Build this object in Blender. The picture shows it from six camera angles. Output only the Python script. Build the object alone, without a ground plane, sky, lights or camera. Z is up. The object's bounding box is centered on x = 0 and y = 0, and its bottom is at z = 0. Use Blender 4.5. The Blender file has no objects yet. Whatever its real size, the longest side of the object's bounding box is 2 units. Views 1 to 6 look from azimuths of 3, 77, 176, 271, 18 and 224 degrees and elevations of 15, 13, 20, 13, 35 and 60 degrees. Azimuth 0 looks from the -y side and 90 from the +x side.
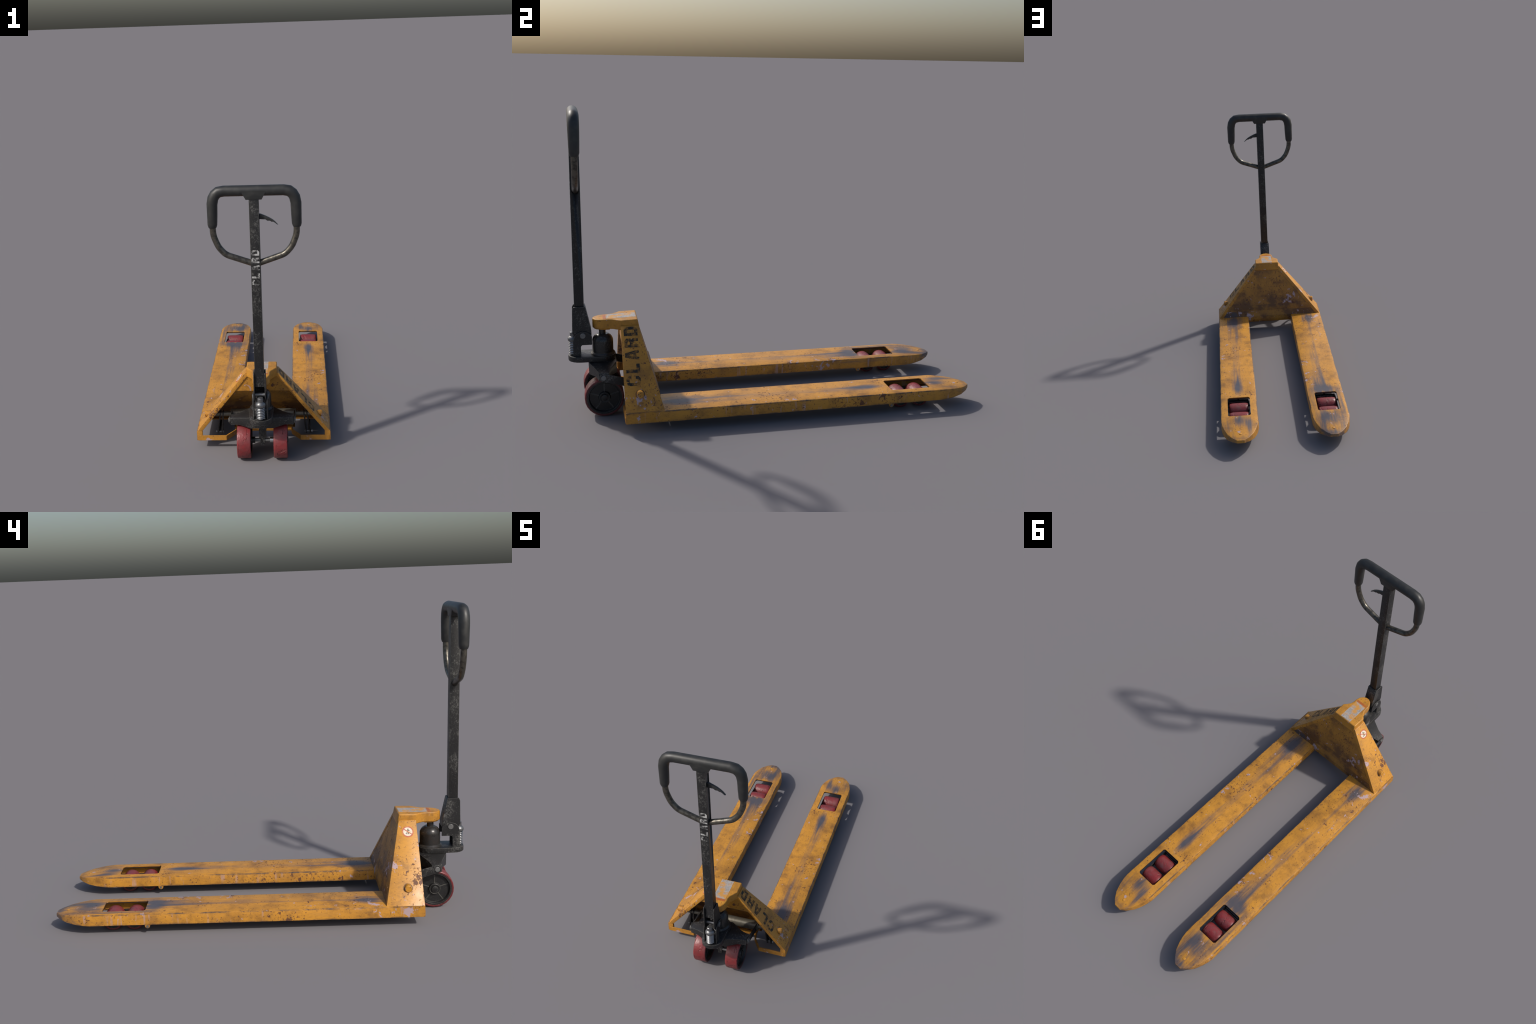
import bpy, bmesh, math, random
from mathutils import Vector, Matrix

random.seed(7)
PI = math.pi

# ------------------------------------------------------------------ node helper
class Nodes:
    """Small helper that writes node graphs as expressions."""
    def __init__(self, name):
        self.mat = bpy.data.materials.new(name)
        self.mat.use_nodes = True
        self.nt = self.mat.node_tree
        self.nt.nodes.clear()
        self.out = self.nt.nodes.new('ShaderNodeOutputMaterial')
        self.bsdf = self.nt.nodes.new('ShaderNodeBsdfPrincipled')
        self.nt.links.new(self.bsdf.outputs[0], self.out.inputs[0])
        self.coord = self.nt.nodes.new('ShaderNodeTexCoord')
        self.pos = self.coord.outputs['Object']

    def put(self, sock, v):
        if isinstance(v, bpy.types.NodeSocket):
            self.nt.links.new(v, sock)
        else:
            if sock.type == 'RGBA' and isinstance(v, (tuple, list)) and len(v) == 3:
                v = (*v, 1.0)
            sock.default_value = v

    def m(self, op, a, b=0.0, c=None, clamp=False):
        n = self.nt.nodes.new('ShaderNodeMath'); n.operation = op; n.use_clamp = clamp
        self.put(n.inputs[0], a); self.put(n.inputs[1], b)
        if c is not None: self.put(n.inputs[2], c)
        return n.outputs[0]

    def v(self, op, a, b=(0, 0, 0)):
        n = self.nt.nodes.new('ShaderNodeVectorMath'); n.operation = op
        self.put(n.inputs[0], a); self.put(n.inputs[1], b)
        return n.outputs['Value'] if op in ('DOT_PRODUCT', 'LENGTH') else n.outputs[0]

    def add(self, *xs):
        r = xs[0]
        for x in xs[1:]: r = self.m('ADD', r, x)
        return r

    def mul(self, *xs):
        r = xs[0]
        for x in xs[1:]: r = self.m('MULTIPLY', r, x)
        return r

    def clamp(self, a): return self.m('ADD', a, 0.0, clamp=True)

    def noise(self, scale, stretch=(1, 1, 1), detail=3.0, rough=0.55, offset=(0, 0, 0), vec=None, dist=0.0):
        p = vec if vec is not None else self.pos
        n = self.nt.nodes.new('ShaderNodeTexNoise')
        q = self.v('MULTIPLY', p, stretch)
        q = self.v('ADD', q, offset)
        self.put(n.inputs['Vector'], q)
        n.inputs['Scale'].default_value = scale
        n.inputs['Detail'].default_value = detail
        n.inputs['Roughness'].default_value = rough
        n.inputs['Distortion'].default_value = dist
        return n.outputs[0]

    def step(self, x, lo, hi):
        n = self.nt.nodes.new('ShaderNodeMapRange'); n.interpolation_type = 'SMOOTHSTEP'
        self.put(n.inputs[0], x); self.put(n.inputs[1], lo); self.put(n.inputs[2], hi)
        n.inputs[3].default_value = 0.0; n.inputs[4].default_value = 1.0
        return n.outputs[0]

    def mix(self, f, a, b):
        n = self.nt.nodes.new('ShaderNodeMix'); n.data_type = 'RGBA'
        self.put(n.inputs[0], f); self.put(n.inputs[6], a); self.put(n.inputs[7], b)
        return n.outputs[2]

    def xyz(self):
        n = self.nt.nodes.new('ShaderNodeSeparateXYZ'); self.put(n.inputs[0], self.pos)
        return n.outputs[0], n.outputs[1], n.outputs[2]

    def normal_z(self):
        g = self.nt.nodes.new('ShaderNodeNewGeometry')
        n = self.nt.nodes.new('ShaderNodeSeparateXYZ'); self.put(n.inputs[0], g.outputs['True Normal'])
        return n.outputs[2]

    def edge(self):
        """0..1 mask of convex edges (difference between bevelled and true normal)."""
        b = self.nt.nodes.new('ShaderNodeBevel'); b.samples = 4; b.inputs[0].default_value = 0.004
        g = self.nt.nodes.new('ShaderNodeNewGeometry')
        d = self.v('DOT_PRODUCT', b.outputs[0], g.outputs['Normal'])
        return self.m('SUBTRACT', 1.0, d, clamp=True)

    def blobs(self, items):
        """sum of soft ellipsoids: (centre, radii, strength)"""
        tot = None
        for c, r, s in items:
            q = self.v('SUBTRACT', self.pos, c)
            q = self.v('MULTIPLY', q, tuple(1.0 / k for k in r))
            d = self.v('DOT_PRODUCT', q, q)
            e = self.m('POWER', 2.718, self.m('MULTIPLY', d, -1.0))
            e = self.m('MULTIPLY', e, s)
            tot = e if tot is None else self.m('ADD', tot, e)
        return tot if tot is not None else 0.0

    def bump(self, h, strength=0.2, dist=0.002):
        n = self.nt.nodes.new('ShaderNodeBump')
        n.inputs['Strength'].default_value = strength; n.inputs['Distance'].default_value = dist
        self.put(n.inputs['Height'], h)
        self.put(self.bsdf.inputs['Normal'], n.outputs[0])

    def finish(self, col, rough, metal=0.0, spec=0.5):
        self.put(self.bsdf.inputs['Base Color'], col)
        self.put(self.bsdf.inputs['Roughness'], rough)
        self.put(self.bsdf.inputs['Metallic'], metal)
        self.put(self.bsdf.inputs['Specular IOR Level'], spec)
        return self.mat


YELLOW = (0.535, 0.245, 0.029)
YELLOW_D = (0.34, 0.155, 0.026)
RUST = (0.085, 0.030, 0.020)
PRIMER = (0.40, 0.31, 0.35)
GREY = (0.040, 0.058, 0.088)
BROWN = (0.13, 0.06, 0.022)


def paint(name, grey=(), rust=(), primer=(), dirt=(), drips=0.0, rust_amt=0.0, edge_dark=0.8, streak=(1, 0.08, 1), extra=None, gloss=0.30):
    N = Nodes(name)
    # colour drift of the old paint
    drift = N.step(N.noise(8.0, detail=6, rough=0.65), 0.36, 0.68)
    col = N.mix(N.m('MULTIPLY', drift, 0.6), YELLOW, YELLOW_D)
    fine = N.step(N.noise(160.0, stretch=(1, 0.35, 1), detail=2), 0.45, 0.75)
    col = N.mix(N.m('MULTIPLY', fine, 0.22), col, BROWN)
    # brown grime in soft patches
    g = N.noise(11.0, detail=6, rough=0.65, offset=(3, 1, 7))
    grime = N.add(N.mul(N.step(g, 0.47, 0.72), 0.62), N.mul(N.blobs(dirt), N.step(g, 0.20, 0.55)) if dirt else 0.0)
    col = N.mix(N.clamp(grime), col, BROWN)
    # worn-through grey streaks
    if grey:
        s1 = N.noise(28.0, stretch=streak, detail=4, rough=0.6)
        s2 = N.noise(120.0, stretch=(streak[0], streak[1] * 0.6, streak[2]), detail=2)
        s = N.add(N.mul(s1, 0.75), N.mul(s2, 0.25))
        w = N.m('ADD', N.mul(N.blobs(grey), 1.15), N.m('MULTIPLY_ADD', s, 3.0, -1.5))
        w = N.step(w, 0.14, 1.22)
        col = N.mix(N.mul(w, 0.90), col, GREY)
    # pale primer chips
    pn = N.noise(34.0, detail=5, rough=0.6, offset=(11, 5, 2))
    pm = N.m('ADD', pn, N.mul(N.noise(6.0, offset=(1, 9, 4)), 0.22))
    if primer: pm = N.m('ADD', pm, N.blobs(primer))
    pmask = N.step(pm, 0.775, 0.805)
    if drips:
        dn = N.noise(55.0, stretch=(1, 1, 0.09), detail=3, offset=(4, 2, 0))
        nz = N.m('SUBTRACT', 1.0, N.step(N.m('ABSOLUTE', N.normal_z()), 0.3, 0.6))
        dz = N.mul(N.step(dn, 0.57, 0.66), N.step(N.noise(9.0, offset=(8, 8, 0)), 0.44, 0.58), drips, nz)
        pmask = N.m('MAXIMUM', pmask, N.mul(dz, 0.7))
    col = N.mix(N.mul(pmask, 0.85), col, PRIMER)
    # rust pits: small and large
    low = N.noise(8.0, detail=2, offset=(2, 6, 3))
    r1 = N.m('ADD', N.noise(100.0, detail=3, rough=0.5, offset=(5, 3, 9)), N.mul(low, 0.34))
    r2 = N.m('ADD', N.noise(26.0, detail=5, rough=0.6, offset=(9, 13, 5)), N.mul(low, 0.20))
    if rust:
        rb = N.blobs(rust)
        r1 = N.m('ADD', r1, N.mul(rb, 0.55)); r2 = N.m('ADD', r2, rb)
    r1 = N.mul(N.step(r1, 0.822 - rust_amt, 0.862 - rust_amt), 0.85)
    r2 = N.step(r2, 0.795 - rust_amt, 0.822 - rust_amt)
    rmask = N.m('MAXIMUM', r1, r2)
    col = N.mix(N.mul(rmask, 0.9), col, RUST)
    # darkened edges
    if edge_dark:
        e = N.step(N.m('MULTIPLY', N.edge(), N.noise(24.0, detail=3, offset=(7, 7, 7))), 0.03, 0.10)
        col = N.mix(N.mul(e, edge_dark), col, (0.055, 0.05, 0.05))
    if extra: col = extra(N, col)
    N.bump(N.add(N.mul(rmask, -0.8), N.mul(pmask, -0.5), N.mul(N.noise(60, detail=3), 0.5)), 0.25, 0.0015)
    rough = N.add(N.mul(N.noise(13.0, detail=3, offset=(2, 2, 2)), 0.3), gloss, N.mul(rmask, 0.2))
    return N.finish(col, rough, 0.0, 0.4)


def black_metal(name, scratch=0.5, base=(0.014, 0.014, 0.0145), rust=0.0, stretch=(1, 1, 1), rough=0.42):
    N = Nodes(name)
    big = N.noise(10.0, detail=3, offset=(1, 2, 3))
    sc = N.noise(120.0, stretch=stretch, detail=7, rough=0.75, offset=(5, 5, 1), dist=0.8)
    a = N.step(N.m('ADD', sc, N.mul(big, 0.5)), 0.76, 0.93)
    fine = N.step(N.noise(260.0, detail=2), 0.55, 0.70)
    msk = N.clamp(N.add(N.mul(a, scratch), N.mul(fine, 0.16)))
    col = N.mix(msk, base, (0.145, 0.143, 0.135))
    e = N.step(N.m('MULTIPLY', N.edge(), N.noise(30.0, detail=3)), 0.03, 0.12)
    col = N.mix(N.mul(e, 0.75), col, (0.18, 0.175, 0.155))
    if rust:
        rn = N.step(N.noise(30.0, detail=4, offset=(3, 3, 8)), 0.50, 0.72)
        col = N.mix(N.mul(rn, rust), col, (0.07, 0.035, 0.018))
    N.bump(N.add(N.mul(sc, 0.5), N.mul(N.noise(190.0, detail=2), 0.4)), 0.22, 0.001)
    r = N.add(N.mul(N.noise(22.0, detail=4, offset=(6, 1, 1)), 0.22), rough - 0.1)
    return N.finish(col, r, N.add(N.mul(msk, 0.35), 0.12), 0.5)


def steel(name, base, rough, metal=1.0, grime=0.4, grime_col=(0.03, 0.026, 0.02)):
    N = Nodes(name)
    g = N.step(N.noise(45.0, detail=5, rough=0.65), 0.42, 0.66)
    col = N.mix(N.mul(g, grime), base, grime_col)
    N.bump(N.noise(150.0, detail=3), 0.15, 0.0008)
    return N.finish(col, N.add(N.mul(N.noise(60.0, detail=3), 0.25), rough - 0.1), N.m('MULTIPLY_ADD', g, -0.3 * metal, metal), 0.5)


def rubber(name):
    N = Nodes(name)
    n = N.noise(30.0, detail=4)
    col = N.mix(N.step(n, 0.4, 0.75), (0.019, 0.020, 0.020), (0.034, 0.034, 0.032))
    N.bump(N.noise(420.0, detail=2), 0.12, 0.0008)
    return N.finish(col, N.add(N.mul(n, 0.2), 0.36), 0.0, 0.5)


def tyre(name, dust):
    N = Nodes(name)
    info = N.nt.nodes.new('ShaderNodeObjectInfo')
    off = N.m('MULTIPLY', info.outputs['Random'], 7.0)
    vec = N.v('ADD', N.pos, (0, 0, 0))
    c = N.nt.nodes.new('ShaderNodeCombineXYZ')
    for k in range(3): N.put(c.inputs[k], off)
    N.pos = N.v('ADD', vec, c.outputs[0])
    d = N.noise(26.0, detail=5, rough=0.65)
    col = N.mix(N.step(d, 0.35, 0.7), (0.205, 0.022, 0.025), (0.15, 0.024, 0.025))
    dm = N.step(N.noise(16.0, detail=6, rough=0.7, offset=(4, 4, 4)), 0.44, 0.74)
    col = N.mix(N.mul(dm, dust), col, (0.155, 0.10, 0.095))
    dk = N.step(N.noise(40.0, detail=4, offset=(1, 7, 4)), 0.60, 0.75)
    col = N.mix(N.mul(dk, 0.4), col, (0.08, 0.03, 0.03))
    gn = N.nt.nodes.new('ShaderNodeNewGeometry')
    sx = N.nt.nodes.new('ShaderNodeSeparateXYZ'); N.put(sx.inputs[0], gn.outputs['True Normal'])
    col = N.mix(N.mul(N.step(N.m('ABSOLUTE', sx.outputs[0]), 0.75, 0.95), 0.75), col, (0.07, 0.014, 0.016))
    cuts = N.noise(30.0, stretch=(1, 0.25, 0.6), detail=4, rough=0.6, dist=1.5)
    cuts = N.step(cuts, 0.585, 0.665)
    N.bump(N.add(N.mul(cuts, -1.0), N.mul(N.noise(90.0, detail=3), 0.35)), 0.7, 0.005)
    return N.finish(col, N.add(N.mul(d, 0.2), 0.30), 0.0, 0.5)


# ------------------------------------------------------------------ mesh helpers
def make(name, bm_or_data, mat, parent, bevel=0.0, seg=2, smooth=40, bev_angle=35):
    if isinstance(bm_or_data, bmesh.types.BMesh):
        bm = bm_or_data
    else:
        bm = bmesh.new()
        vs = [bm.verts.new(v) for v in bm_or_data[0]]
        for f in bm_or_data[1]:
            bm.faces.new([vs[i] for i in f])
    bmesh.ops.recalc_face_normals(bm, faces=bm.faces)
    if bevel:
        es = [e for e in bm.edges if len(e.link_faces) == 2 and e.calc_face_angle(0) > math.radians(bev_angle)]
        bmesh.ops.bevel(bm, geom=es, offset=bevel, segments=seg, profile=0.6, affect='EDGES', clamp_overlap=True)
    for f in bm.faces: f.smooth = True
    for e in bm.edges:
        if len(e.link_faces) == 2 and e.calc_face_angle(0) > math.radians(smooth): e.smooth = False
    me = bpy.data.meshes.new(name)
    bm.to_mesh(me); bm.free()
    me.materials.append(mat)
    return link(name, me, parent)


def link(name, me, parent, loc=(0, 0, 0)):
    ob = bpy.data.objects.new(name, me)
    bpy.context.scene.collection.objects.link(ob)
    ob.parent = parent
    ob.location = loc
    return ob


def join(*parts):
    """merge several (verts, faces) lists"""
    V, F = [], []
    for v, f in parts:
        o = len(V); V += list(v); F += [[i + o for i in q] for q in f]
    return V, F


def box(x0, x1, y0, y1, z0, z1):
    return hexa([(x0, y0, z0), (x1, y0, z0), (x1, y1, z0), (x0, y1, z0)],
                [(x0, y0, z1), (x1, y0, z1), (x1, y1, z1), (x0, y1, z1)])


def hexa(bot, top):
    n = len(bot)
    V = list(bot) + list(top)
    F = [list(range(n))[::-1], list(range(n, 2 * n))]
    F += [[i, (i + 1) % n, n + (i + 1) % n, n + i] for i in range(n)]
    return V, F


def prism(poly, a0, a1, axis):
    """extrude a 2-D polygon along axis ('x': poly is (y,z); 'y': (x,z); 'z': (x,y))"""
    def p(u, w, a):
        return {'x': (a, u, w), 'y': (u, a, w), 'z': (u, w, a)}[axis]
    return hexa([p(u, w, a0) for u, w in poly], [p(u, w, a1) for u, w in poly])


def lathe(profile, centre, axis, seg=32, start=0.0, closed=False):
    """profile (along, radius); revolve around axis through centre"""
    cx, cy, cz = centre
    V, F = [], []
    n = len(profile)
    for a, r in profile:
        for k in range(seg):
            t = start + 2 * PI * k / seg
            c, s = r * math.cos(t), r * math.sin(t)
            V.append({'x': (cx + a, cy + c, cz + s), 'y': (cx + c, cy + a, cz + s), 'z': (cx + c, cy + s, cz + a)}[axis])
    for i in range(n if closed else n - 1):
        j = (i + 1) % n
        for k in range(seg):
            F.append([i * seg + k, i * seg + (k + 1) % seg, j * seg + (k + 1) % seg, j * seg + k])
    if not closed:
        F.append(list(range(seg))[::-1]); F.append([(n - 1) * seg + k for k in range(seg)])
    return V, F


def rod(p0, p1, r, seg=20, chamfer=0.0):
    p0, p1 = Vector(p0), Vector(p1)
    L = (p1 - p0).length
    c = chamfer
    prof = [(0, r - c), (c, r), (L - c, r), (L, r - c)] if c else [(0, r), (L, r)]
    V, F = lathe(prof, (0, 0, 0), 'z', seg)
    M = Matrix.Translation(p0) @ (p1 - p0).to_track_quat('Z', 'Y').to_matrix().to_4x4()
    return [tuple(M @ Vector(v)) for v in V], F


def sweep(path, radii, seg=16):
    path = [Vector(p) for p in path]
    V, F = [], []
    n = len(path)
    up = Vector((0, 1, 0))
    for i, p in enumerate(path):
        if i == 0: t = path[1] - path[0]
        elif i == n - 1: t = path[-1] - path[-2]
        else: t = (path[i] - path[i - 1]).normalized() + (path[i + 1] - path[i]).normalized()
        t.normalize()
        side = t.cross(up).normalized(); u2 = side.cross(t).normalized()
        k = 1.0
        if 0 < i < n - 1:
            k = 1.0 / max(0.5, t.dot((path[i + 1] - path[i]).normalized()))
        for j in range(seg):
            a = 2 * PI * j / seg
            V.append(tuple(p + side * (math.cos(a) * radii[i] * k) + u2 * (math.sin(a) * radii[i])))
    for i in range(n - 1):
        for j in range(seg):
            F.append([i * seg + j, i * seg + (j + 1) % seg, (i + 1) * seg + (j + 1) % seg, (i + 1) * seg + j])
    F.append(list(range(seg))[::-1]); F.append([(n - 1) * seg + j for j in range(seg)])
    return V, F


def smooth_path(pts, per=6):
    """Catmull-Rom through the points"""
    P = [Vector(p) for p in pts]
    out = []
    for i in range(len(P) - 1):
        a = P[max(0, i - 1)]; b = P[i]; c = P[i + 1]; d = P[min(len(P) - 1, i + 2)]
        for k in range(per):
            t = k / per
            out.append(0.5 * ((2 * b) + (c - a) * t + (2 * a - 5 * b + 4 * c - d) * t * t + (3 * b - a - 3 * c + d) * t ** 3))
    out.append(P[-1])
    return [tuple(p) for p in out]


def fillet(pts, radius, n=5):
    """round the corners of an open polyline"""
    P = [Vector(p) for p in pts]
    out = [P[0]]
    for i in range(1, len(P) - 1):
        a, b, c = P[i - 1], P[i], P[i + 1]
        d1, d2 = (a - b), (c - b)
        r = min(radius, d1.length * 0.48, d2.length * 0.48)
        s, e = b + d1.normalized() * r, b + d2.normalized() * r
        for k in range(n + 1):
            t = k / n
            out.append(s * (1 - t) ** 2 + b * (2 * t * (1 - t)) + e * t * t)
    out.append(P[-1])
    return [tuple(p) for p in out]


def ribbon(path, w):
    """flat stroke outline around a 2-D polyline -> closed polygon"""
    P = [Vector((*p, 0)) for p in path]
    L, R = [], []
    for i, p in enumerate(P):
        if i == 0: t = P[1] - P[0]
        elif i == len(P) - 1: t = P[-1] - P[-2]
        else: t = (P[i] - P[i - 1]).normalized() + (P[i + 1] - P[i]).normalized()
        t.normalize()
        nrm = Vector((-t.y, t.x, 0))
        k = 1.0
        if 0 < i < len(P) - 1: k = 1.0 / max(0.45, t.dot((P[i + 1] - P[i]).normalized()))
        L.append((p + nrm * w * 0.5 * k)); R.append((p - nrm * w * 0.5 * k))
    return L, R


# stroke descriptions of the stencil capitals, in a unit cell (x right, y up)
def glyph(ch):
    if ch == 'C':
        a = [(0.86, 0.66), (0.86, 0.80), (0.70, 0.90), (0.42, 0.90)]
        b = [(0.34, 0.90), (0.20, 0.86), (0.13, 0.72), (0.13, 0.28), (0.20, 0.14), (0.34, 0.10)]
        c = [(0.42, 0.10), (0.70, 0.10), (0.86, 0.20), (0.86, 0.34)]
        return [a, b, c], 0.29
    if ch == 'L':
        return [[(0.16, 1.0), (0.16, 0.0)], [(0.30, 0.11), (0.95, 0.13)]], 0.34
    if ch == 'A':
        return [[(0.10, 0.0), (0.42, 1.0)], [(0.90, 0.0), (0.58, 1.0)], [(0.30, 0.30), (0.70, 0.30)]], 0.29
    if ch == 'R':
        return [[(0.16, 1.0), (0.16, 0.0)], [(0.30, 0.89), (0.66, 0.89), (0.84, 0.80), (0.84, 0.60), (0.66, 0.50), (0.30, 0.50)],
                [(0.56, 0.44), (0.84, 0.34), (0.86, 0.0)]], 0.30
    return [[(0.16, 1.0), (0.16, 0.0)], [(0.32, 0.89), (0.62, 0.89), (0.84, 0.74), (0.84, 0.26), (0.62, 0.11), (0.32, 0.11)]], 0.32


def letter(ch, origin, ux, uy, un, width, height, thick):
    """solid letter: origin lower-left, ux reading direction, uy up, un outward normal"""
    O, ux, uy, un = (Vector(k) for k in (origin, ux, uy, un))
    strokes, w = glyph(ch)
    parts = []
    for i, s in enumerate(strokes):
        pts = [(x * width, y * height) for x, y in s]
        L, R = ribbon(pts, w * width * 1.05)
        poly = [(a, b) for a, b in zip(L, R)]
        lift = thick * (1 + 0.12 * i)
        V, F = [], []
        for a, b in poly:
            for q in (a, b):
                base = O + ux * q.x + uy * q.y
                V.append(tuple(base - un * 0.0008)); V.append(tuple(base + un * lift))
        n = len(poly)
        for k in range(n - 1):
            o = 4 * k
            F += [[o + 1, o + 3, o + 7, o + 5], [o, o + 4, o + 6, o + 2], [o, o + 1, o + 5, o + 4], [o + 2, o + 6, o + 7, o + 3]]
        F += [[0, 2, 3, 1], [4 * n - 4, 4 * n - 3, 4 * n - 1, 4 * n - 2]]
        parts.append((V, F))
    return join(*parts)


# ------------------------------------------------------------------ materials
FORK_GREY = [
    # right fork
    ((0.255, -0.50, 0.1), (0.065, 0.122, 1), 1.0), ((0.262, -0.34, 0.1), (0.036, 0.194, 1), 0.55),
    ((0.258, -0.12, 0.1), (0.026, 0.170, 1), 0.42), ((0.262, 0.10, 0.1), (0.024, 0.146, 1), 0.30),
    ((0.262, 0.30, 0.1), (0.024, 0.122, 1), 0.52), ((0.258, 0.45, 0.1), (0.031, 0.091, 1), 1.0),
    ((0.255, 0.82, 0.1), (0.065, 0.067, 1), 0.85), ((0.315, 0.90, 0.1), (0.024, 0.073, 1), 0.6),
    ((0.205, 0.88, 0.1), (0.024, 0.061, 1), 0.5), ((0.255, 0.985, 0.1), (0.071, 0.024, 1), 0.45),
    # left fork
    ((-0.265, -0.49, 0.1), (0.054, 0.073, 1), 0.95), ((-0.27, -0.34, 0.1), (0.036, 0.122, 1), 0.5),
    ((-0.262, -0.08, 0.1), (0.021, 0.170, 1), 0.3), ((-0.245, 0.16, 0.1), (0.028, 0.194, 1), 0.52),
    ((-0.235, 0.42, 0.1), (0.048, 0.134, 1), 0.80), ((-0.255, 0.535, 0.1), (0.084, 0.055, 1), 0.95),
    ((-0.176, 0.66, 0.1), (0.019, 0.146, 1), 0.8), ((-0.335, 0.68, 0.1), (0.014, 0.122, 1), 0.55),
    ((-0.25, 0.835, 0.1), (0.077, 0.073, 1), 0.92), ((-0.30, 0.93, 0.1), (0.048, 0.073, 1), 0.5),
    ((-0.20, 0.92, 0.1), (0.024, 0.073, 1), 0.6), ((-0.255, 0.99, 0.08), (0.106, 0.031, 1), 0.75),
]
FORK_RUST = [
    ((0.235, -0.03, 0.1), (0.09, 0.07, 1), 0.12), ((0.18, 0.55, 0.1), (0.04, 0.05, 1), 0.11),
    ((0.34, 0.1, 0.1), (0.03, 0.25, 1), 0.05), ((-0.18, -0.42, 0.1), (0.03, 0.06, 1), 0.09),
    ((-0.175, 0.27, 0.1), (0.04, 0.22, 1), 0.06), ((0.358, 0.5, 0.075), (0.004, 0.3, 0.1), 0.10),
    ((-0.358, 0.2, 0.075), (0.004, 0.7, 0.1), 0.07), ((0.15, -0.3, 0.075), (0.004, 0.4, 0.1), 0.09),
    ((-0.15, -0.45, 0.075), (0.004, 0.15, 0.1), 0.16),
]
FORK_PRIMER = [
    ((-0.16, 0.36, 0.1), (0.025, 0.10, 1), 0.15), ((-0.165, 0.15, 0.1), (0.025, 0.1, 1), 0.06),
    ((0.29, 0.23, 0.1), (0.03, 0.05, 1), 0.10), ((0.33, 0.05, 0.1), (0.03, 0.08, 1), 0.10),
    ((-0.33, -0.53, 0.1), (0.03, 0.05, 1), 0.14), ((-0.358, -0.67, 0.075), (0.01, 0.025, 0.03), 0.25),
]


def fork_edge(N, col):
    """dark rubbed line along the long upper edges, broken into dashes"""
    x, y, z = N.xyz()
    dx = N.m('ABSOLUTE', N.m('SUBTRACT', N.m('ABSOLUTE', x), 0.2545))
    line = N.mul(N.step(dx, 0.0990, 0.1005), N.step(z, 0.0950, 0.0985))
    dash = N.step(N.noise(22.0, stretch=(1, 0.5, 1), detail=6, rough=0.75, offset=(0, 3, 0)), 0.40, 0.62)
    col = N.mix(N.mul(line, dash, 0.85), col, (0.04, 0.04, 0.045))
    # near-black window rim and darkened channel interior
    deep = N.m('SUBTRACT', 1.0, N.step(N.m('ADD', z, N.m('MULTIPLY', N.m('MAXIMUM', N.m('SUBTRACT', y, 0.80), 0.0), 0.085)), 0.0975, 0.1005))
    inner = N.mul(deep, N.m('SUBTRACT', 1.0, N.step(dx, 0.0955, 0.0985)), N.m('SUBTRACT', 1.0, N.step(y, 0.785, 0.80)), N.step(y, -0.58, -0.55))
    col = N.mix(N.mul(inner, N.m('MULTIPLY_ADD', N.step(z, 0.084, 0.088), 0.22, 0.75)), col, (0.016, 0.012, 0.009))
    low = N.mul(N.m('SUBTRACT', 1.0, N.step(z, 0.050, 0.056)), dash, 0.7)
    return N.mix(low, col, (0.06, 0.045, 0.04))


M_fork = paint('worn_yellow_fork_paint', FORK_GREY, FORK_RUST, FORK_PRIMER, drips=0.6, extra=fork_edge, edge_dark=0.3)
M_frame = paint('chipped_yellow_frame_paint',
                rust=[((-0.25, -0.745, 0.20), (0.05, 0.025, 0.045), 0.22), ((-0.2, -0.66, 0.25), (0.2, 0.2, 0.2), 0.03),
                      ((0.30, -0.70, 0.14), (0.08, 0.1, 0.05), 0.03)],
                primer=[((-0.235, -0.625, 0.255), (0.02, 0.022, 0.03), 0.26), ((0.33, -0.66, 0.13), (0.04, 0.05, 0.03), 0.13),
                        ((-0.34, -0.69, 0.11), (0.04, 0.06, 0.03), 0.10), ((0.30, -0.69, 0.15), (0.05, 0.05, 0.03), 0.10)], rust_amt=0.022, gloss=0.26)
M_back = paint('grimy_yellow_back_paint',
               rust=[((0.12, -0.59, 0.19), (0.08, 0.1, 0.05), 0.06), ((0, -0.62, 0.2), (0.3, 0.2, 0.12), 0.03)],
               primer=[((0.21, -0.58, 0.13), (0.10, 0.1, 0.035), 0.15), ((0.13, -0.58, 0.10), (0.04, 0.1, 0.025), 0.16),
                       ((-0.20, -0.60, 0.20), (0.09, 0.1, 0.07), 0.09), ((-0.13, -0.6, 0.24), (0.06, 0.1, 0.03), 0.07)],
               dirt=[((0.24, -0.58, 0.14), (0.12, 0.1, 0.07), 1.1), ((-0.24, -0.58, 0.14), (0.12, 0.1, 0.08), 1.0),
                     ((0, -0.6, 0.22), (0.3, 0.2, 0.2), 0.5), ((0, -0.65, 0.42), (0.12, 0.1, 0.03), 0.5)],
               grey=[((0.27, -0.575, 0.115), (0.06, 0.05, 0.03), 0.7)], streak=(1, 1, 0.3), rust_amt=0.02)
M_cap = paint('yellow_cap_paint', rust_amt=-0.01,
              primer=[((-0.06, -0.84, 0.445), (0.02, 0.025, 0.012), 0.14)])
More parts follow.
